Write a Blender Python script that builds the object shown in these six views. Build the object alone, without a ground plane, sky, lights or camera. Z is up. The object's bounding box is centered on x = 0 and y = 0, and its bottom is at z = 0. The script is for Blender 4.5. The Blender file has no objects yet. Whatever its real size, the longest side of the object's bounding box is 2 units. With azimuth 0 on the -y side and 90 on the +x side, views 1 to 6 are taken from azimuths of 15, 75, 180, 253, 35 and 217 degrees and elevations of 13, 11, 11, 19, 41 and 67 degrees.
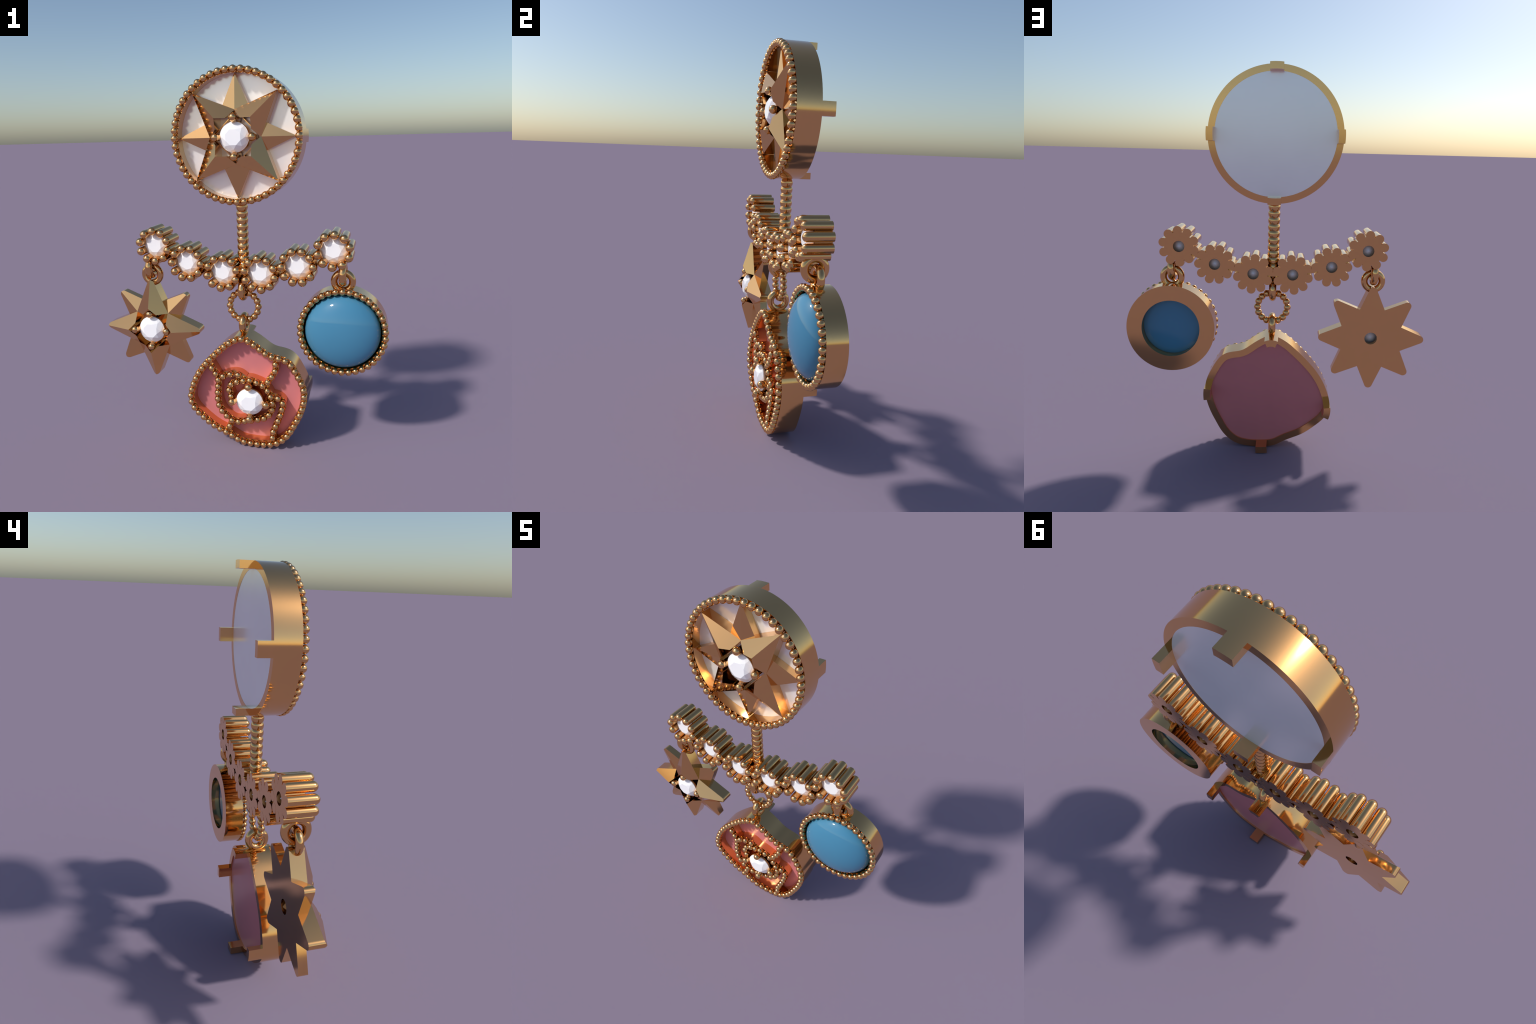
# Gold drop earring: round star medallion, bead stem, curved gem bar and three hanging charms.
import bpy, bmesh, math
from mathutils import Vector, Matrix

TAU = 2 * math.pi
AXIS_X = 0.0212            # symmetry axis of the jewel
LAYER = bpy.context.scene.collection


# ------------------------------------------------------------------ materials
def principled(name, color, rough, metallic=0.0, **extra):
    m = bpy.data.materials.new(name)
    m.use_nodes = True
    nt = m.node_tree
    b = nt.nodes["Principled BSDF"]
    b.inputs["Base Color"].default_value = (*color, 1)
    b.inputs["Roughness"].default_value = rough
    b.inputs["Metallic"].default_value = metallic
    for k, v in extra.items():
        b.inputs[k.replace("_", " ")].default_value = v
    return m, nt, b


def mottled(nt, b, color, amount, scale, rough=None, rough_amount=0.02):
    """A faint procedural cloudiness so that the surface is not perfectly uniform."""
    tc = nt.nodes.new("ShaderNodeTexCoord")
    nz = nt.nodes.new("ShaderNodeTexNoise")
    nz.inputs["Scale"].default_value = scale
    nz.inputs["Detail"].default_value = 4
    nt.links.new(tc.outputs["Object"], nz.inputs["Vector"])
    ramp = nt.nodes.new("ShaderNodeValToRGB")
    ramp.color_ramp.elements[0].position = 0.3
    ramp.color_ramp.elements[1].position = 0.7
    ramp.color_ramp.elements[0].color = (*[c * (1 - amount) for c in color], 1)
    ramp.color_ramp.elements[1].color = (*[min(1, c * (1 + amount)) for c in color], 1)
    nt.links.new(nz.outputs["Fac"], ramp.inputs["Fac"])
    nt.links.new(ramp.outputs["Color"], b.inputs["Base Color"])
    if rough is not None:
        mr = nt.nodes.new("ShaderNodeMapRange")
        mr.inputs["To Min"].default_value = max(0, rough - rough_amount)
        mr.inputs["To Max"].default_value = rough + rough_amount
        nt.links.new(nz.outputs["Fac"], mr.inputs["Value"])
        nt.links.new(mr.outputs["Result"], b.inputs["Roughness"])


GOLD_C = (0.80, 0.46, 0.19)
GOLD, nt, b = principled("rose_gold", GOLD_C, 0.1, 1.0)
mottled(nt, b, GOLD_C, 0.01, 6.0, 0.1, 0.005)

PEARL_C = (0.985, 0.975, 0.975)
PEARL, nt, b = principled("mother_of_pearl", PEARL_C, 0.2, 0.40)
mottled(nt, b, PEARL_C, 0.015, 5.0, 0.2, 0.02)

CORAL_C = (0.61, 0.20, 0.208)
CORAL, nt, b = principled("coral_enamel", CORAL_C, 0.3)
mottled(nt, b, CORAL_C, 0.02, 7.0)

BLUE_C = (0.064, 0.238, 0.385)
BLUE, nt, b = principled("blue_stone", BLUE_C, 0.05)
mottled(nt, b, BLUE_C, 0.02, 4.0)

GEM_C = (0.99, 0.985, 1.0)
GEM, nt, b = principled("white_gem", GEM_C, 0.08)
mottled(nt, b, GEM_C, 0.01, 9.0)


# ------------------------------------------------------------------ mesh tools
def make(name, verts, faces, mat, parent, smooth=None):
    me = bpy.data.meshes.new(name)
    me.from_pydata([tuple(v) for v in verts], [], faces)
    bm = bmesh.new(); bm.from_mesh(me)
    bmesh.ops.recalc_face_normals(bm, faces=bm.faces)
    bm.to_mesh(me); bm.free()
    me.materials.append(mat)
    return wrap(name, me, parent, smooth)


def wrap(name, me, parent, smooth=None):
    ob = bpy.data.objects.new(name, me)
    LAYER.objects.link(ob)
    ob.parent = parent
    if smooth is not None:
        me.shade_smooth()
        me.set_sharp_from_angle(angle=math.radians(smooth))
    return ob


def instance(name, me, parent, loc, rot=None, scale=1.0):
    ob = bpy.data.objects.new(name, me)
    LAYER.objects.link(ob)
    ob.parent = parent
    ob.location = loc
    if rot is not None:
        ob.rotation_euler = rot
    if scale != 1.0:
        ob.scale = (scale,) * 3
    return ob


def lathe_data(profile, n, closed=False, facets=False):
    """Turn (radius, depth) pairs about the y axis."""
    verts, faces, rings = [], [], []
    for r, y in profile:
        if r < 1e-7:
            rings.append([len(verts)]); verts.append((0, y, 0))
        else:
            rings.append(list(range(len(verts), len(verts) + n)))
            verts += [(r * math.cos(TAU * i / n), y, r * math.sin(TAU * i / n)) for i in range(n)]
    pairs = list(zip(rings, rings[1:])) + ([(rings[-1], rings[0])] if closed else [])
    for a, c in pairs:
        for i in range(n):
            j = (i + 1) % n
            q = [a[i % len(a)], a[j % len(a)], c[j % len(c)], c[i % len(c)]]
            q = list(dict.fromkeys(q))
            if len(q) > 2:
                faces.append(q)
    return verts, faces


def lathe(name, profile, n, mat, parent, centre, closed=False, smooth=35):
    v, f = lathe_data(profile, n, closed)
    v = [(x + centre[0], y + centre[1], z + centre[2]) for x, y, z in v]
    return make(name, v, f, mat, parent, smooth)


def sphere_mesh(name, r, mat, seg=36, rings=20):
    bm = bmesh.new()
    bmesh.ops.create_uvsphere(bm, u_segments=seg, v_segments=rings, radius=r)
    me = bpy.data.meshes.new(name); bm.to_mesh(me); bm.free()
    me.shade_smooth(); me.materials.append(mat)
    return me


def prong_mesh(name, ball_r, rod_r, length, mat, seg=32, shift=0.0):
    """Ball in front (at the origin) with a rod running back along +y; `shift` moves the rod axis along -x."""
    v, f = [], []

    def add(prof, dx):
        a, c = lathe_data(prof, seg)
        o = len(v)
        v.extend((x - dx, y, z) for x, y, z in a)
        f.extend([k + o for k in q] for q in c)
    half = [(ball_r * math.sin(t), -ball_r * math.cos(t)) for t in [math.pi / 2 * i / 8 for i in range(9)]]
    half[0] = (0, -ball_r)
    if shift or rod_r < ball_r * 0.999:
        back = [(r, -y) for r, y in half[-2::-1]]
        add(half + back, 0)
        add([(rod_r * math.sin(t), rod_r * 1.05 * (1 - math.cos(t)) - 0.2 * rod_r) for t in [math.pi / 2 * i / 8 for i in range(9)]] + [(rod_r, length), (0, length)], shift)
    else:
        add(half + [(rod_r, length), (0, length)], 0)
    me = bpy.data.meshes.new(name)
    me.from_pydata(v, [], f)
    bm = bmesh.new(); bm.from_mesh(me); bmesh.ops.recalc_face_normals(bm, faces=bm.faces); bm.to_mesh(me); bm.free()
    me.materials.append(mat)
    me.shade_smooth(); me.set_sharp_from_angle(angle=math.radians(40))
    return me


def torus(name, centre, R, r, plane, parent, seg=64, sides=24):
    """plane 'yz': hole looks along x;  'xz': hole looks along y."""
    verts, faces = [], []
    for i in range(seg):
        a = TAU * i / seg
        for k in range(sides):
            t = TAU * k / sides
            u = R + r * math.cos(t); w = r * math.sin(t)
            p = (w, u * math.cos(a), u * math.sin(a)) if plane == 'yz' else (u * math.cos(a), w, u * math.sin(a))
            verts.append([p[m] + centre[m] for m in range(3)])
    for i in range(seg):
        for k in range(sides):
            faces.append((i * sides + k, i * sides + (k + 1) % sides,
                          ((i + 1) % seg) * sides + (k + 1) % sides, ((i + 1) % seg) * sides + k))
    return make(name, verts, faces, GOLD, parent, 60)


def prism(outline, y0, y1):
    n = len(outline)
    v = [(x, y0, z) for x, z in outline] + [(x, y1, z) for x, z in outline]
    f = [tuple(range(n)), tuple(range(n, 2 * n))] + [(i, (i + 1) % n, n + (i + 1) % n, n + i) for i in range(n)]
    return v, f


# ------------------------------------------------------------------ curves
def catmull(pts, closed, per=12):
    n = len(pts); out = []
    segs = n if closed else n - 1
    for i in range(segs):
        def P(k):
            return Vector(pts[k % n]) if closed else Vector(pts[max(0, min(n - 1, k))])
        p0, p1, p2, p3 = P(i - 1), P(i), P(i + 1), P(i + 2)
        for s in range(per):
            t = s / per
            out.append(0.5 * ((2 * p1) + (p2 - p0) * t + (2 * p0 - 5 * p1 + 4 * p2 - p3) * t * t
                              + (3 * p1 - p0 - 3 * p2 + p3) * t ** 3))
    if not closed:
        out.append(Vector(pts[-1]))
    return out


def resample(path, closed, count):
    """Points at equal arc length; a closed path is not repeated at its end."""
    pts = path + ([path[0]] if closed else [])
    acc = [0.0]
    for a, c in zip(pts, pts[1:]):
        acc.append(acc[-1] + (c - a).length)
    out, k = [], 0
    steps = count if closed else max(1, count - 1)
    for i in range(count):
        d = acc[-1] * i / steps
        while k < len(acc) - 2 and acc[k + 1] < d:
            k += 1
        t = (d - acc[k]) / max(1e-9, acc[k + 1] - acc[k])
        out.append(pts[k].lerp(pts[k + 1], max(0, min(1, t))))
    return out


def relax(path, closed, rounds):
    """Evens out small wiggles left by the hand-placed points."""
    n = len(path)
    for _ in range(rounds):
        path = [p if (not closed and i in (0, n - 1)) else (path[i - 1] + 2 * p + path[(i + 1) % n]) / 4 for i, p in enumerate(path)]
    return path


def path_length(path, closed):
    pts = path + ([path[0]] if closed else [])
    return sum((c - a).length for a, c in zip(pts, pts[1:]))


def offset(path, d, closed):
    n = len(path); out = []
    for i, p in enumerate(path):
        a = path[i - 1] if (closed or i) else path[0]
        c = path[(i + 1) % n] if (closed or i < n - 1) else path[-1]
        t = (c - a).normalized()
        out.append(p + Vector((t.y, -t.x)) * d)
    return out


def band(name, outer, inner, y0, y1, mat, parent, closed=True, smooth=35):
    """Solid strip between two matching outlines, from depth y0 to y1."""
    n = len(outer)
    v = []
    for loop, y in ((outer, y0), (inner, y0), (inner, y1), (outer, y1)):
        v += [(p[0], y, p[1]) for p in loop]
    f = []
    for i in range(n if closed else n - 1):
        j = (i + 1) % n
        for k in range(4):
            m = (k + 1) % 4
            f.append((k * n + i, k * n + j, m * n + j, m * n + i))
    if not closed:
        f += [(0, n, 2 * n, 3 * n), (n - 1, 2 * n - 1, 3 * n - 1, 4 * n - 1)]
    return make(name, v, f, mat, parent, smooth)


# ------------------------------------------------------------------ shared pieces
def gem_mesh(name, R, crown, pavilion, mat):
    """Round brilliant, table towards -y, girdle at the origin plane."""
    v, f = [], []
    table = [(0.55 * R, TAU * (i + 0.5) / 8) for i in range(8)]
    mid = [(0.80 * R, TAU * i / 8) for i in range(8)]
    N = 64                                                     # fine girdle so that the outline stays round
    gir = [(R, TAU * i / N) for i in range(N)]
    v += [(r * math.cos(a), -crown, r * math.sin(a)) for r, a in table]
    v += [(r * math.cos(a), -crown * 0.60, r * math.sin(a)) for r, a in mid]
    v += [(r * math.cos(a), -0.03 * R, r * math.sin(a)) for r, a in gir]
    v += [(r * math.cos(a), 0.03 * R, r * math.sin(a)) for r, a in gir]
    v.append((0, pavilion, 0))
    T = lambda i: i % 8
    Mi = lambda i: 8 + i % 8
    G = lambda i: 16 + i % N
    H = lambda i: 16 + N + i % N
    e = N // 16
    f.append(tuple(range(8)))
    for i in range(8):
        f.append((T(i - 1), T(i), Mi(i)))                      # star facet
        f.append((T(i), Mi(i), G((2 * i + 1) * e), Mi(i + 1)))  # kite
        f.append([Mi(i)] + [G(2 * i * e + k) for k in range(e + 1)])          # girdle facets
        f.append([Mi(i)] + [G(2 * i * e - k) for k in range(e + 1)])
    for i in range(N):
        f.append((G(i), G(i + 1), H(i + 1), H(i)))
    for i in range(16):
        f.append([H(i * e + k) for k in range(e + 1)] + [16 + 2 * N])
    me = bpy.data.meshes.new(name); me.from_pydata(v, [], f)
    bm = bmesh.new(); bm.from_mesh(me); bmesh.ops.recalc_face_normals(bm, faces=bm.faces); bm.to_mesh(me); bm.free()
    me.materials.append(mat)
    return me


SOLITAIRE_GEM = gem_mesh("solitaire_gem", 0.0738, 0.028, 0.069, GEM)
SOLITAIRE_PRONG = prong_mesh("solitaire_prong", 0.0207, 0.0175, 0.08, GOLD, shift=0.0075)


def solitaire(parent, cx, cz, ball_y, collar_back, fence=None):
    """Four-prong head with a round white gem."""
    instance("gem", SOLITAIRE_GEM, parent, (cx, ball_y + 0.020, cz))
    for k in range(4):
        a = TAU * k / 4
        instance("prong", SOLITAIRE_PRONG, parent,
                 (cx + 0.0935 * math.cos(a), ball_y, cz + 0.0935 * math.sin(a)), (0, -a, 0))
    lathe("gem_collar", [(0.060, ball_y + 0.031), (0.0750, ball_y + 0.031), (0.0750, collar_back), (0.060, collar_back)],
          64, GOLD, parent, (cx, 0, cz), closed=True)
    if fence is not None:      # thin diamond-shaped wall joining the prongs
        loop = lambda r: [Vector((cx + r * math.cos(TAU * k / 4), cz + r * math.sin(TAU * k / 4))) for k in range(4)]
        band("prong_wall", loop(0.1278), loop(0.1225), fence, collar_back - 0.001, GOLD, parent, smooth=20)


TIP, NOTCH = 0.3015, 0.1313      # sharp tip radius and re-entrant corner radius of a four-point star


def ray(r, deg):
    return (r * math.cos(math.radians(deg)), r * math.sin(math.radians(deg)))


def faceted_star(name, parent, centre, turn, major_edge, minor_edge, back, tip_r, rho, pocket_floor, back_hole):
    """Eight-point star: a tall four-point pyramid star over a low one turned by 45 degrees, with an
    eight-cornered pocket in the middle.  One 45 degree sector is described and repeated 8 times (mirrored).
    tip_r, rho: reach and radius of rounded tips (rho 0 keeps them sharp)."""
    slope = 0.304                                            # rise of the tall ridge towards the centre
    low = (minor_edge - major_edge) / (TIP - NOTCH)          # rise of the low ridge, meeting the re-entrant corner
    lateral = TIP / (NOTCH / math.sqrt(2)) - 1               # both pyramids share their plan

    def tall_y(u, w):
        return major_edge - slope * (TIP - u - lateral * w)

    def low_y(u, w):                                         # same, in axes turned to the low ray
        a = (u + w) / math.sqrt(2); c = abs(u - w) / math.sqrt(2)
        return minor_edge - low * (TIP - a - lateral * c)

    W = ray(0.169, 22.5)
    # put the valley exactly on the plan edge from tip to re-entrant corner
    k = TIP / (W[0] + lateral * W[1])
    W = (W[0] * k, W[1] * k)
    V, T, S, I = ray(NOTCH, 45), ray(0.1285, 0), ray(0.1285, 45), ray(0.1285 / math.sqrt(2) / math.cos(math.pi / 8), 22.5)
    if rho:
        half = math.degrees(math.atan2(W[1], TIP - W[0]))
        arc = [(tip_r - rho + rho * math.cos(math.radians((90 - half) * m / 5)), rho * math.sin(math.radians((90 - half) * m / 5))) for m in range(6)]
    else:
        arc = [(TIP, 0.0)]
    low_arc = [((a + c) / math.sqrt(2), (a - c) / math.sqrt(2)) for a, c in arc]      # mirrored about the 22.5 degree line
    p3 = lambda q, y: (q[0], y, q[1])
    tall_front = [p3(q, tall_y(*q)) for q in arc]
    low_front = [p3(q, low_y(*q)) for q in low_arc]
    Wt, Wl, Vt = p3(W, tall_y(*W)), p3(W, low_y(*W)), p3(V, tall_y(*V))
    polys = [
        [p3(T, tall_y(*T))] + tall_front + [Wt, Vt, p3(S, tall_y(*S)), p3(I, tall_y(*I))],
        [Vt, Wl] + low_front[::-1],
        [Wt, Wl, Vt],
    ]
    def wall(front, y):
        for a, c in zip(front, front[1:]):
            polys.append([a, c, (c[0], y, c[2]), (a[0], y, a[2])])
    wall(tall_front + [Wl], back)
    polys[-1].insert(1, Wt)
    wall(low_front + [Wl], back)
    wall([p3(T, tall_y(*T)), p3(I, tall_y(*I)), p3(S, tall_y(*S))], pocket_floor)
    rim = [p3(q, back) for q in arc] + [p3(W, back)] + [p3(q, back) for q in low_arc[::-1]]
    if back_hole:
        hole = [ray(back_hole, 45 * m / 6) for m in range(7)]
        polys.append(rim + [p3(q, back) for q in hole[::-1]])
        polys.append([p3(T, pocket_floor), p3(I, pocket_floor), p3(S, pocket_floor)] + [p3(q, pocket_floor) for q in hole[::-1]])
        wall([p3(q, pocket_floor) for q in hole], back)
    else:
        polys.append(rim + [p3(S, back), p3(I, back), p3(T, back)])
    bm = bmesh.new()
    for n in range(4):
        for flip in (1, -1):
            ca, sa = math.cos(math.radians(90 * n + turn)), math.sin(math.radians(90 * n + turn))
            for poly in polys:
                vs = []
                for x, y, z in poly:
                    z *= flip
                    vs.append(bm.verts.new((x * ca - z * sa + centre[0], y, x * sa + z * ca + centre[1])))
                bm.faces.new(vs)
    bmesh.ops.remove_doubles(bm, verts=bm.verts, dist=2e-5)
    bmesh.ops.recalc_face_normals(bm, faces=bm.faces)
    me = bpy.data.meshes.new(name)
    bm.to_mesh(me); bm.free()
    me.materials.append(GOLD)
    return wrap(name, me, parent, 14)


# ================================================================== the earring
earring = bpy.data.objects.new("earring", None)
LAYER.objects.link(earring)
earring["label"] = "rose gold drop earring with star medallion and three charms"
earring["category"] = "earring"

# ------------------------------------------------------------------ medallion
MX, MZ, MR = 0.0207, 1.6645, 0.3313
medallion = lathe("medallion_frame", [(0.3025, -0.050), (MR, -0.050), (MR, 0.070), (0.2985, 0.070), (0.2985, 0.05), (0.3025, 0.05)],
                  160, GOLD, earring, (MX, 0, MZ), closed=True, smooth=30)
BEAD_L = sphere_mesh("frame_bead", 0.0189, GOLD)
for i in range(52):
    a = TAU * i / 52
    instance("frame_bead", BEAD_L, medallion, (MX + 0.3170 * math.cos(a), -0.0632, MZ + 0.3170 * math.sin(a)))
lathe("mother_of_pearl_disc", [(0, 0.003), (0.3023, 0.003), (0.3023, 0.048), (0.2987, 0.048), (0.2987, 0.0692), (0, 0.0692)], 128, PEARL, medallion,
      (MX, 0, MZ), smooth=30)
for k in range(4):            # four claws continuing the frame wall backwards
    h = math.asin(0.0328 / MR)
    loop = []
    n = 12
    outer = [Vector((MX + MR * math.cos(TAU * k / 4 + h * (2 * i / n - 1)), MZ + MR * math.sin(TAU * k / 4 + h * (2 * i / n - 1)))) for i in range(n + 1)]
    h2 = math.asin(0.0328 / 0.298)
    inner = [Vector((MX + 0.2985 * math.cos(TAU * k / 4 + h2 * (2 * i / n - 1)), MZ + 0.2985 * math.sin(TAU * k / 4 + h2 * (2 * i / n - 1)))) for i in range(n + 1)]
    band("frame_claw", outer, inner, 0.070, 0.135, GOLD, medallion, closed=False, smooth=30)
faceted_star("medallion_star", medallion, (MX, MZ), 45, -0.0565, -0.038, 0.0025, TIP, 0, 0.0025, 0)
solitaire(medallion, MX, MZ, -0.0920, 0.0025, -0.0320)

# ------------------------------------------------------------------ bead stem
STEM_BEAD = sphere_mesh("stem_bead", 0.0309, GOLD, 40, 24)
stem = instance("stem", STEM_BEAD, earring, (AXIS_X, 0.020, 1.2444 + 2 * 0.0344))
for k in range(1, 11):
    instance("stem_bead", STEM_BEAD, stem, (0, 0, -0.0344 * k))

# ------------------------------------------------------------------ curved bar of six prong settings
BAR_R, BAR_STEP = 0.899, math.radians(12.88)
BALL_Y, BACK_Y = -0.0477, 0.0695
BAR_PRONG = prong_mesh("bar_prong", 0.0227, 0.0227, BACK_Y - BALL_Y, GOLD, 36)
BAR_GEM = gem_mesh("bar_gem", 0.067, 0.024, 0.078, GEM)
bar = None
stations = []
for k in range(6):
    rot = (k - 2.5) * BAR_STEP
    stations.append((AXIS_X - 0.0004 + BAR_R * math.sin(rot), 1.867 - BAR_R * math.cos(rot), rot))
for k, (sx, sz, rot) in enumerate(stations):
    st = lathe("gem_setting", [(0.056, -0.012), (0.0740, -0.012), (0.0740, BACK_Y - 0.0003), (0.029, BACK_Y - 0.0003), (0.029, 0.060), (0.056, 0.020)],
               80, GOLD, earring, (sx, 0, sz), closed=True)
    for i in range(10):
        a = rot + math.radians(18) + TAU * i / 10
        instance("bar_prong", BAR_PRONG, st, (sx + 0.0813 * math.cos(a), BALL_Y, sz + 0.0813 * math.sin(a)))
    instance("gem", BAR_GEM, st, (sx, -0.0135, sz), (0, math.radians(11) - rot, 0))
    if k < 5:
        nx, nz, _ = stations[k + 1]
        d = Vector((nx - sx, nz - sz)); t = d.normalized(); w = Vector((-t.y, t.x)) * 0.014
        a = Vector((sx, sz)) + t * 0.074; c = Vector((nx, nz)) - t * 0.074
        make("setting_bridge", *prism([a + w, c + w, c - w, a - w], -0.015, 0.055), GOLD, st)

# ------------------------------------------------------------------ jump rings
for x in (-0.5005, 0.5440):
    torus("jump_ring", (x, 0.0055, 0.982), 0.0468, 0.0193, 'yz', earring)
torus("jump_ring", (-0.5005, 0.0040, 0.9380), 0.0458, 0.0175, 'xz', earring)
torus("jump_ring", (0.5440, 0.0195, 0.9380), 0.0464, 0.0176, 'xz', earring)
torus("jump_ring", (AXIS_X, 0.0, 0.877), 0.0422, 0.0190, 'yz', earring)
torus("jump_ring", (AXIS_X, 0.0, 0.688), 0.0422, 0.0190, 'yz', earring)
RING_BEAD = sphere_mesh("ring_bead", 0.0187, GOLD)
beaded_ring = torus("beaded_ring", (AXIS_X, 0.004, 0.7837), 0.0786, 0.008, 'xz', earring)
for i in range(16):
    a = TAU * i / 16
    instance("ring_bead", RING_BEAD, beaded_ring, (AXIS_X + 0.0786 * math.cos(a), 0.004, 0.7837 + 0.0786 * math.sin(a)))

# ------------------------------------------------------------------ star charm
SX, SZ = -0.5005, 0.634
star_charm = faceted_star("star_charm", earring, (SX, SZ), 0, -0.031, -0.005, 0.0368, 0.2765, 0.0205, 0.012, 0.0327)
solitaire(star_charm, SX, SZ, -0.0690, 0.013)

# ------------------------------------------------------------------ round charm with blue cabochon
CX, CZ = 0.5440, 0.6766
round_charm = lathe("round_charm", [(0.2015, -0.010), (0.2283, -0.010), (0.2283, 0.088), (0.150, 0.088), (0.150, 0.041), (0.198, 0.020)],
                    144, GOLD, earring, (CX, 0, CZ), closed=True, smooth=30)
BEAD_M = sphere_mesh("charm_bead", 0.0177, GOLD)
for i in range(38):
    a = TAU * i / 38 + TAU / 4
    instance("charm_bead", BEAD_M, round_charm, (CX + 0.2168 * math.cos(a), -0.0220, CZ + 0.2168 * math.sin(a)))
dome = [(0, 0.044)] + [(0.150 * i / 6, 0.040 + 0.004 * math.cos(math.pi / 2 * i / 6)) for i in range(1, 7)]
dome += [(0.193, 0.015)] + [(0.193 * math.cos(t), -0.088 * math.sin(t)) for t in [math.pi / 2 * i / 24 for i in range(24)]] + [(0, -0.088)]
lathe("cabochon", dome, 128, BLUE, round_charm, (CX, 0, CZ), smooth=40)

# ------------------------------------------------------------------ flower charm
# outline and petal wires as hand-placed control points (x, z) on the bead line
PETAL_EDGE = [(0.0214, 0.6217), (-0.0469, 0.592), (-0.1049, 0.5433), (-0.1581, 0.4911), (-0.2059, 0.4359), (-0.2457, 0.3727),
              (-0.2739, 0.3005), (-0.2825, 0.2457), (-0.2633, 0.193), (-0.2089, 0.1404), (-0.149, 0.0955), (-0.0985, 0.0725), (-0.0511, 0.0515), (0.0, 0.0235),
              (0.053, 0.0159), (0.1279, 0.0159), (0.202, 0.0324), (0.2596, 0.0812), (0.2981, 0.1471), (0.3305, 0.2139),
              (0.3515, 0.2849), (0.3524, 0.3603), (0.3257, 0.4282), (0.2863, 0.4935), (0.2562, 0.517), (0.2195, 0.5268), (0.1832, 0.532),
              (0.1487, 0.5478), (0.088, 0.5918)]
SPIRAL_WIRE = [(-0.170, 0.477), (-0.1298, 0.4102), (-0.1164, 0.376), (-0.1187, 0.3402), (-0.1227, 0.2655), (-0.1176, 0.2285), (-0.1017, 0.1939), (-0.0769, 0.167),
               (-0.0462, 0.1423), (-0.0099, 0.1372), (0.0231, 0.1450), (0.0620, 0.153), (0.1002, 0.163), (0.136, 0.175), (0.1656, 0.201), (0.1815, 0.2332), (0.183, 0.27),
               (0.1739, 0.3081), (0.1567, 0.34), (0.1286, 0.3665), (0.0945, 0.3799), (0.0556, 0.389), (0.0203, 0.3819), (-0.0157, 0.3718),
               (-0.0475, 0.3516), (-0.0564, 0.3191), (-0.0462, 0.2857)]
SIDE_WIRES = [
    [(-0.0462, 0.1423), (-0.0599, 0.1066), (-0.0740, 0.0760)],
    [(-0.1164, 0.376), (-0.0881, 0.3985), (-0.0457, 0.4143), (-0.0029, 0.4144), (0.0300, 0.3930)],
    [(0.2130, 0.5260), (0.2041, 0.4929), (0.2015, 0.4542), (0.1852, 0.4235), (0.1614, 0.3892), (0.1480, 0.3560)],
    [(0.1739, 0.3081), (0.2147, 0.2995), (0.2398, 0.2755), (0.2356, 0.2381), (0.2258, 0.2029), (0.213, 0.1683), (0.1989, 0.1348), (0.1851, 0.0996), (0.181, 0.0642), (0.1830, 0.0290)],
]
BEAD_LINE_Y, WALL_TOP, FLOOR_Y, FLOWER_BACK = -0.0735, -0.064, -0.016, 0.049
LIFT = 0.0027
PETAL_EDGE, SPIRAL_WIRE, *SIDE_WIRES = [[(x, z + LIFT) for x, z in c] for c in (PETAL_EDGE, SPIRAL_WIRE, *SIDE_WIRES)]
edge = relax(resample(catmull(PETAL_EDGE, True, 16), True, 320), True, 12)
outer_edge, inner_edge = offset(edge, -0.0165, True), offset(edge, 0.0185, True)
if path_length(outer_edge, True) < path_length(inner_edge, True):
    outer_edge, inner_edge = offset(edge, 0.0165, True), offset(edge, -0.0185, True)
flower = band("flower_charm", outer_edge, inner_edge, WALL_TOP, FLOWER_BACK, GOLD, earring, smooth=30)
SIDE = 1 if (outer_edge[0] - edge[0]).dot(Vector((0, 1))) > 0 else -1
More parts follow.
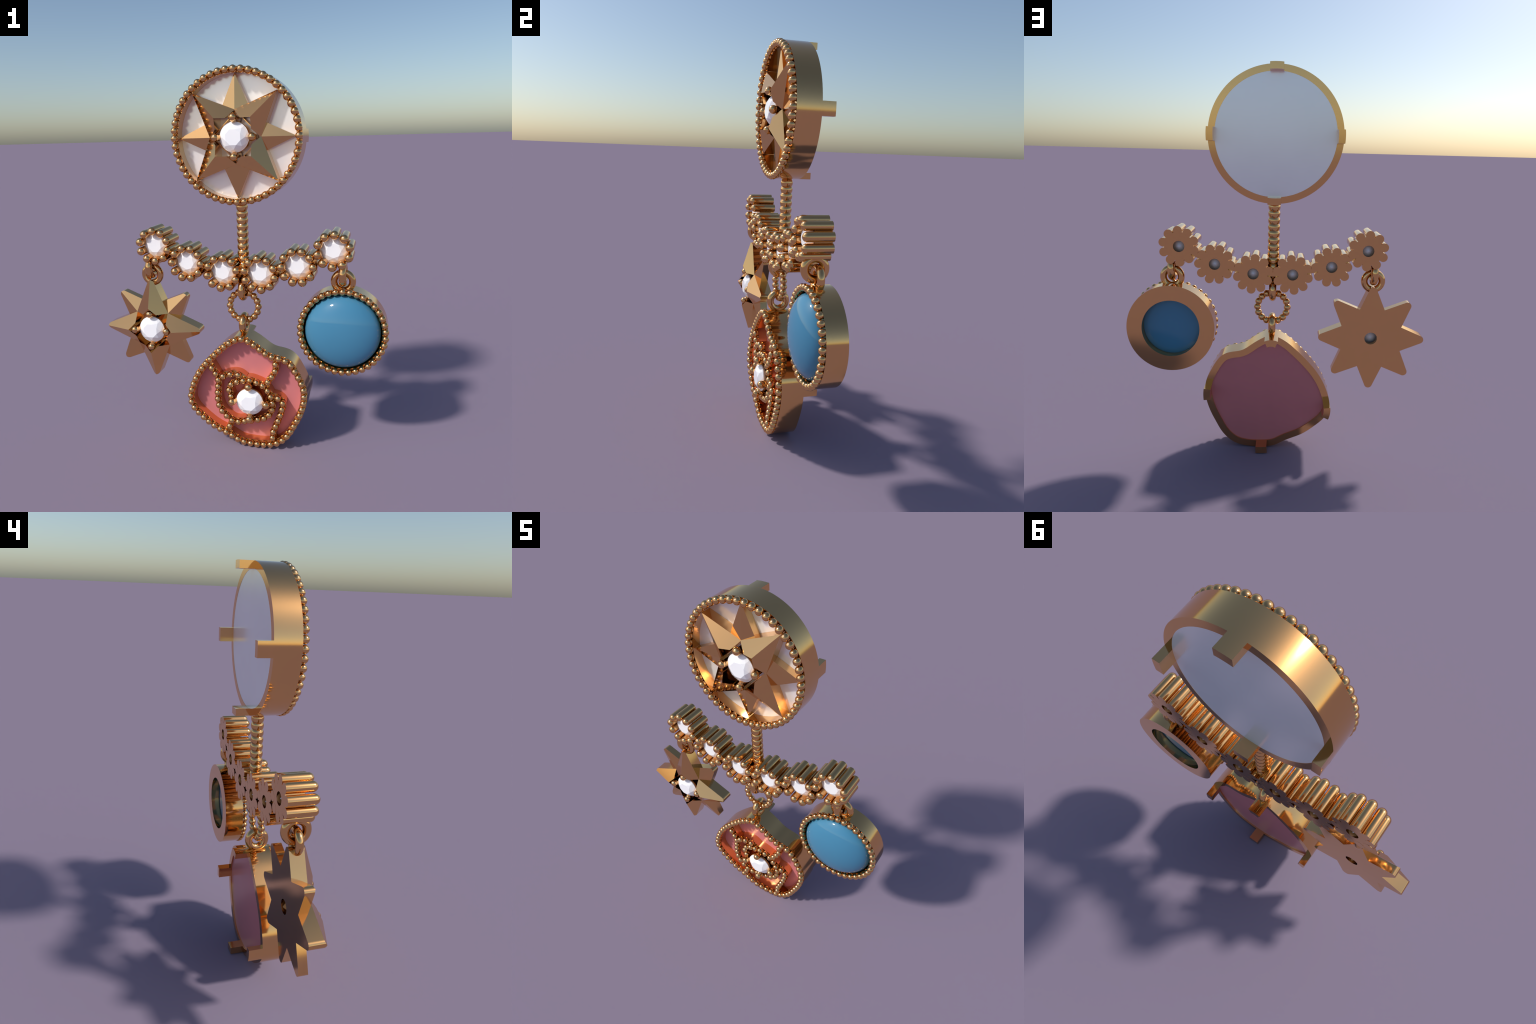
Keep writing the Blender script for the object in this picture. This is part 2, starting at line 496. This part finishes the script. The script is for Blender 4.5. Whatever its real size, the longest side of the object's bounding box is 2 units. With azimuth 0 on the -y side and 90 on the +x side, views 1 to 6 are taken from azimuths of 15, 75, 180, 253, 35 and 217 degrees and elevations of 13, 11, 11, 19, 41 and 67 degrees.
make("coral_enamel", *prism([tuple(p) for p in offset(edge, 0.0175 if (offset(edge, 0.0155, True)[0].y < edge[0].y) else -0.0175, True)][::2], FLOOR_Y, FLOWER_BACK - 0.008), CORAL, flower, 30)
BEAD_S = sphere_mesh("petal_bead", 0.0182, GOLD)


def bead_row(path, closed, count, parent):
    for p in resample(path, closed, count):
        instance("petal_bead", BEAD_S, parent, (p.x, BEAD_LINE_Y, p.y))


bead_row(edge, True, 51, flower)


def wire(points, beads, sink):
    """Gold wall along `points`; `beads` is the part of it that carries the beads, and their number."""
    fine = relax(resample(catmull(points, False, 10), False, max(8, len(points) * 8)), False, 8)
    band("petal_wire", offset(fine, 0.0172, False), offset(fine, -0.0172, False), WALL_TOP + sink, FLOOR_Y + 0.004 + sink, GOLD, flower, closed=False, smooth=30)
    part, count = beads
    bead_row(catmull(part, False, 10) if len(part) > 1 else [Vector(part[0])] * 2, False, count, flower)


wire(SPIRAL_WIRE, ([(-0.1502, 0.441 + LIFT)] + SPIRAL_WIRE[1:], 28), 0.0006)
for n, side in enumerate(SIDE_WIRES):
    inner = side[1:-1]
    wire(side, (inner, len(inner)), 0.0012 + 0.0006 * n)
solitaire(flower, 0.0630, 0.2770, -0.1115, FLOOR_Y + 0.002)


def claw_from(test, half, name="flower_claw"):
    """Short backward extension of the wall where the outline passes `test`."""
    n = len(edge)
    best = min(range(n), key=lambda i: test(outer_edge[i]))
    step = path_length(outer_edge, True) / n
    m = max(2, int(round(half / step)))
    idx = [(best + j) % n for j in range(-m, m + 1)]
    band(name, [outer_edge[i] for i in idx], [inner_edge[i] for i in idx], FLOWER_BACK, 0.1168, GOLD, flower, closed=False, smooth=30)


claw_from(lambda p: abs(p.x - 0.0215) + (p.y < 0.4), 0.0335)
claw_from(lambda p: abs(p.x - 0.0635) + (p.y > 0.4), 0.0335)
claw_from(lambda p: abs(p.y - 0.326) + (p.x < 0), 0.0335)
claw_from(lambda p: abs(p.y - 0.237) + (p.x > 0), 0.0335)
